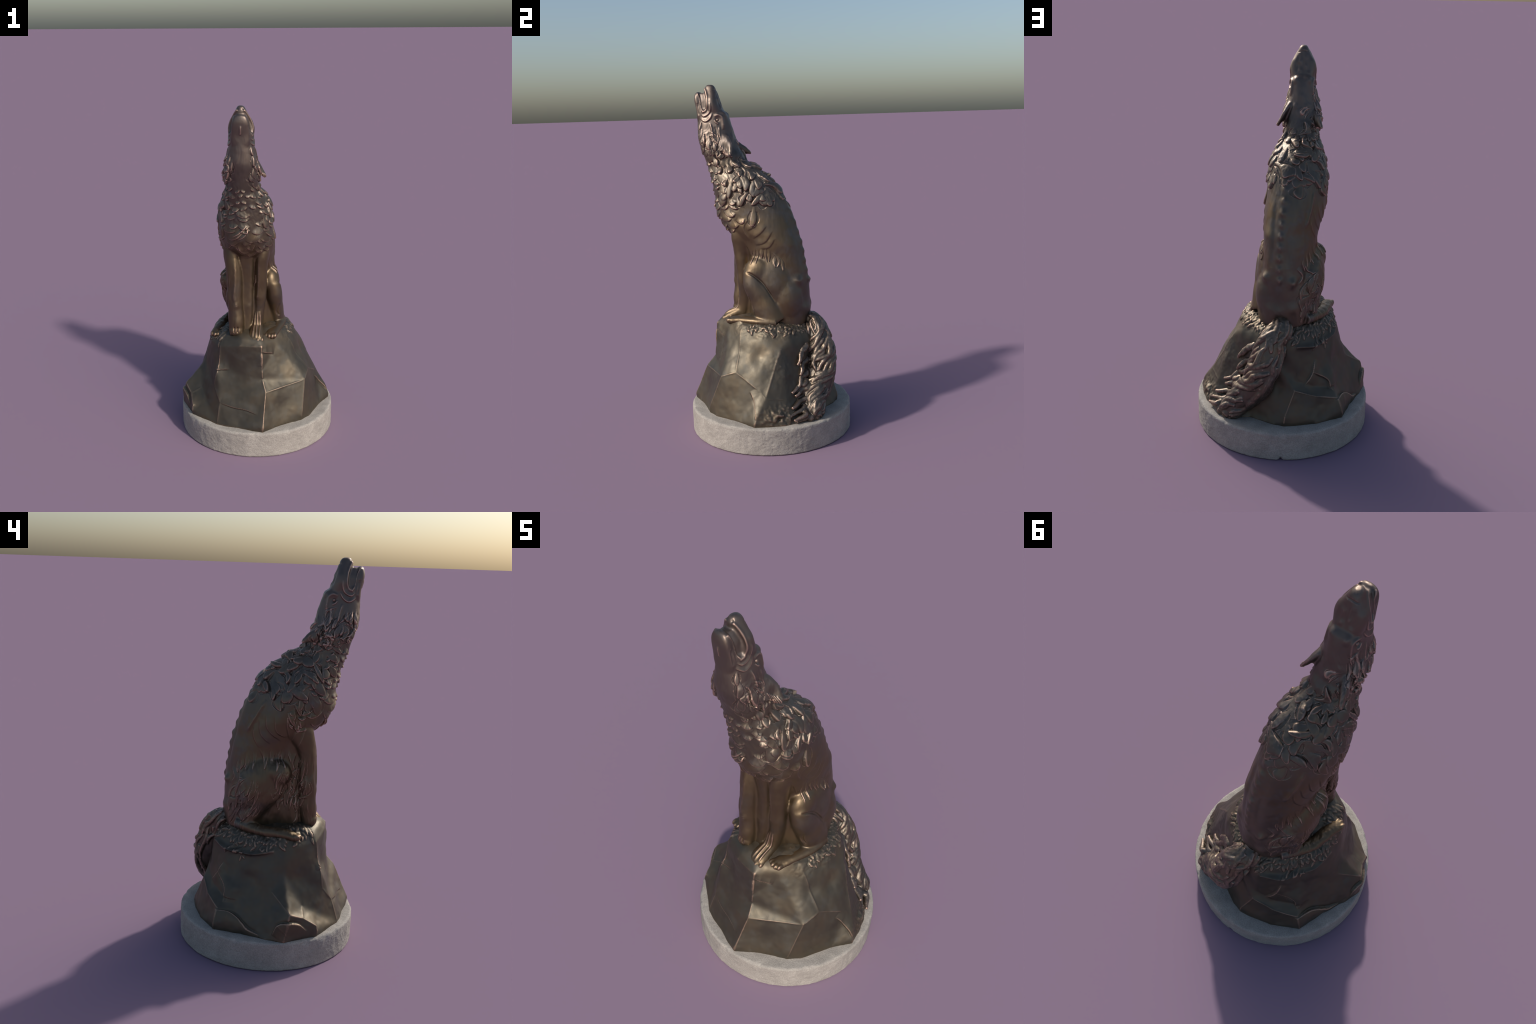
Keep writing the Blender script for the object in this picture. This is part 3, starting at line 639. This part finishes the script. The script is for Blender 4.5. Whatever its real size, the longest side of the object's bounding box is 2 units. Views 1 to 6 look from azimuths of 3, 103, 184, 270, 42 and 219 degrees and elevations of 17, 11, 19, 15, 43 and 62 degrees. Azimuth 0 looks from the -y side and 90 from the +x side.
        W.ridge(s, [(-.285, 1.822), (-.262, 1.828), (-.243, 1.812), (-.236, 1.78), (-.234, 1.745)], .008, .008, n=20)      # brow
        W.ridge(s, [(-.283, 1.80), (-.272, 1.786), (-.258, 1.78)], .004, .005)                                               # lower lid
        W.ridge(s, [(-.308, 1.785), (-.295, 1.74), (-.288, 1.70)], .006, .006)
        W.ridge(s, [(-.278, 1.765), (-.27, 1.73), (-.262, 1.69)], .005, -.004); W.ridge(s, [(-.255, 1.765), (-.252, 1.725), (-.246, 1.69)], .006, .004)
        W.ridge(s, [(-.385, 1.90), (-.384, 1.86), (-.378, 1.83)], .006, -.004)
        e = W.snap(s, [(-.267, 1.801)])[0]; W.bump(e, .010, -.007); EYES.append(e - V3(sg * .0075, 0, 0))
        W.dent(V3(XC + sg * .016, -.350, 1.987), .006, -.006, (0, -1, .3), -.2)
    W.ridge('F', [(-.060, 1.905), (-.060, 1.875), (-.062, 1.855)], .005, .005)
    W.ridge('B', [(XC, 1.96), (XC, 1.90), (XC, 1.86)], .006, -.002)
    for dx in (.022, -.022): W.ridge('B', [(XC + dx, 1.95), (XC + dx * 1.3, 1.90), (XC + dx * 1.3, 1.865)], .010, -.003)
    W.ridge('B', [(XC - .03, 1.965), (XC, 1.972), (XC + .03, 1.965)], .004, -.003)
    for x, z, r, h in ((XC, 1.745, .04, .009), (XC, 1.665, .022, .009), (XC + .032, 1.83, .02, .009), (XC - .032, 1.83, .02, .009), (XC + .016, 1.875, .012, .003), (XC - .016, 1.895, .012, .003), (XC + .02, 1.92, .012, .003), (XC - .018, 1.94, .012, .002), (XC + .03, 1.70, .02, .005), (XC - .03, 1.70, .02, .005)):
        p, _ = W.hit((x, 2, z), (0, -1, 0)); W.bump(p, r, h)
    W.dent(V3(.045, -.215, 1.635), V3(.03, .024, .036), -.014, (1, -.5, .2)); W.apply(1)
    # hairs inside the ear, fine combing everywhere
    for k in range(5):
        y = -.245 + .011 * k; W.ridge('R', [(y, 1.66 - .008 * k), (y + .012, 1.63 - .008 * k), (y + .02, 1.607 - .004 * k)], .003, .005)
    V = W.V; fur = sstep(1.25, 1.4, V[:, 2]) * sstep(1.8, 1.7, V[:, 2]); side = sstep(-.09, -.15, V[:, 0]) * sstep(1.1, 1.0, V[:, 2])
    Q = np.stack([V[:, 0] * 60, V[:, 1] * 60, V[:, 2] * 14], 1); W.D += (.0014 * fur + .0022 * side + .0006) * noise(Q + 2 * noise(V, 9, 20)[:, None], 1, 21, 2)
    W.D += .0015 * noise(V, 22, 33, 2)
    W.apply(0)
EYES = []
sculpt_wolf()

# ---- split the one skin into named anatomical parts
def split(S, classify, names):
    me = S.me; n = len(me.polygons)
    C = np.empty(n * 3); me.polygons.foreach_get('center', C); C = C.reshape(-1, 3)
    lab = classify(C); N = S.N; out = []
    polys = [tuple(p.vertices) for p in me.polygons]
    for k, nm in enumerate(names):
        fi = np.where(lab == k)[0]
        if not len(fi): continue
        used = sorted({v for i in fi for v in polys[i]}); mp = {v: i for i, v in enumerate(used)}
        m = bpy.data.meshes.new(nm); m.from_pydata([tuple(S.V[v]) for v in used], [], [tuple(mp[v] for v in polys[i]) for i in fi])
        ob = add(nm, m, BRONZE); m.normals_split_custom_set_from_vertices([tuple(N[v]) for v in used]); out.append(ob)
    return out
def classify(C):
    x, y, z = C.T; lab = np.full(len(C), 2)                       # 2 torso
    lab[z > 1.50 + .35 * (y + .15)] = 1                           # 1 neck
    lab[z > 1.585 + .25 * np.clip(-.25 - y, 0, 1)] = 0            # 0 head
    d = lambda a, b: np.linalg.norm(C - (a + np.clip(((C - a) @ (b - a)) / ((b - a) @ (b - a)), 0, 1)[:, None] * (b - a)), axis=1)
    lab[d(V3(.03, -.215, 1.645), ear_r_tip) < .03] = 3; lab[d(V3(-.150, -.165, 1.645), ear_l_tip) < .032] = 4
    lab[(z < 1.10) & (y < -.095) & (x < -.045)] = 5; lab[(z < 1.10) & (y < -.075) & (x >= -.045) & (x < .085)] = 6
    lab[(z < 1.0) & ((lab == 2) | (y > -.17)) & (x > .06) & (y < .17)] = 7; lab[(z < 1.0) & (lab == 2) & (x < -.115) & (y < .17)] = 8
    lab[(z < .67) & (x > .062)] = 7; lab[(z < .67) & (x < -.165)] = 8
    return lab
HEAD = split(W, classify, ['head', 'neck', 'torso', 'ear', 'ear', 'foreleg', 'foreleg', 'hindleg', 'hindleg'])[0]
bpy.data.meshes.remove(W.me)
for e in EYES:
    v, f = ball(e, (.0085, .0085, .0085)); m = bpy.data.meshes.new('eye'); m.from_pydata(v, [], f); add('eye', m, BRONZE, HEAD)
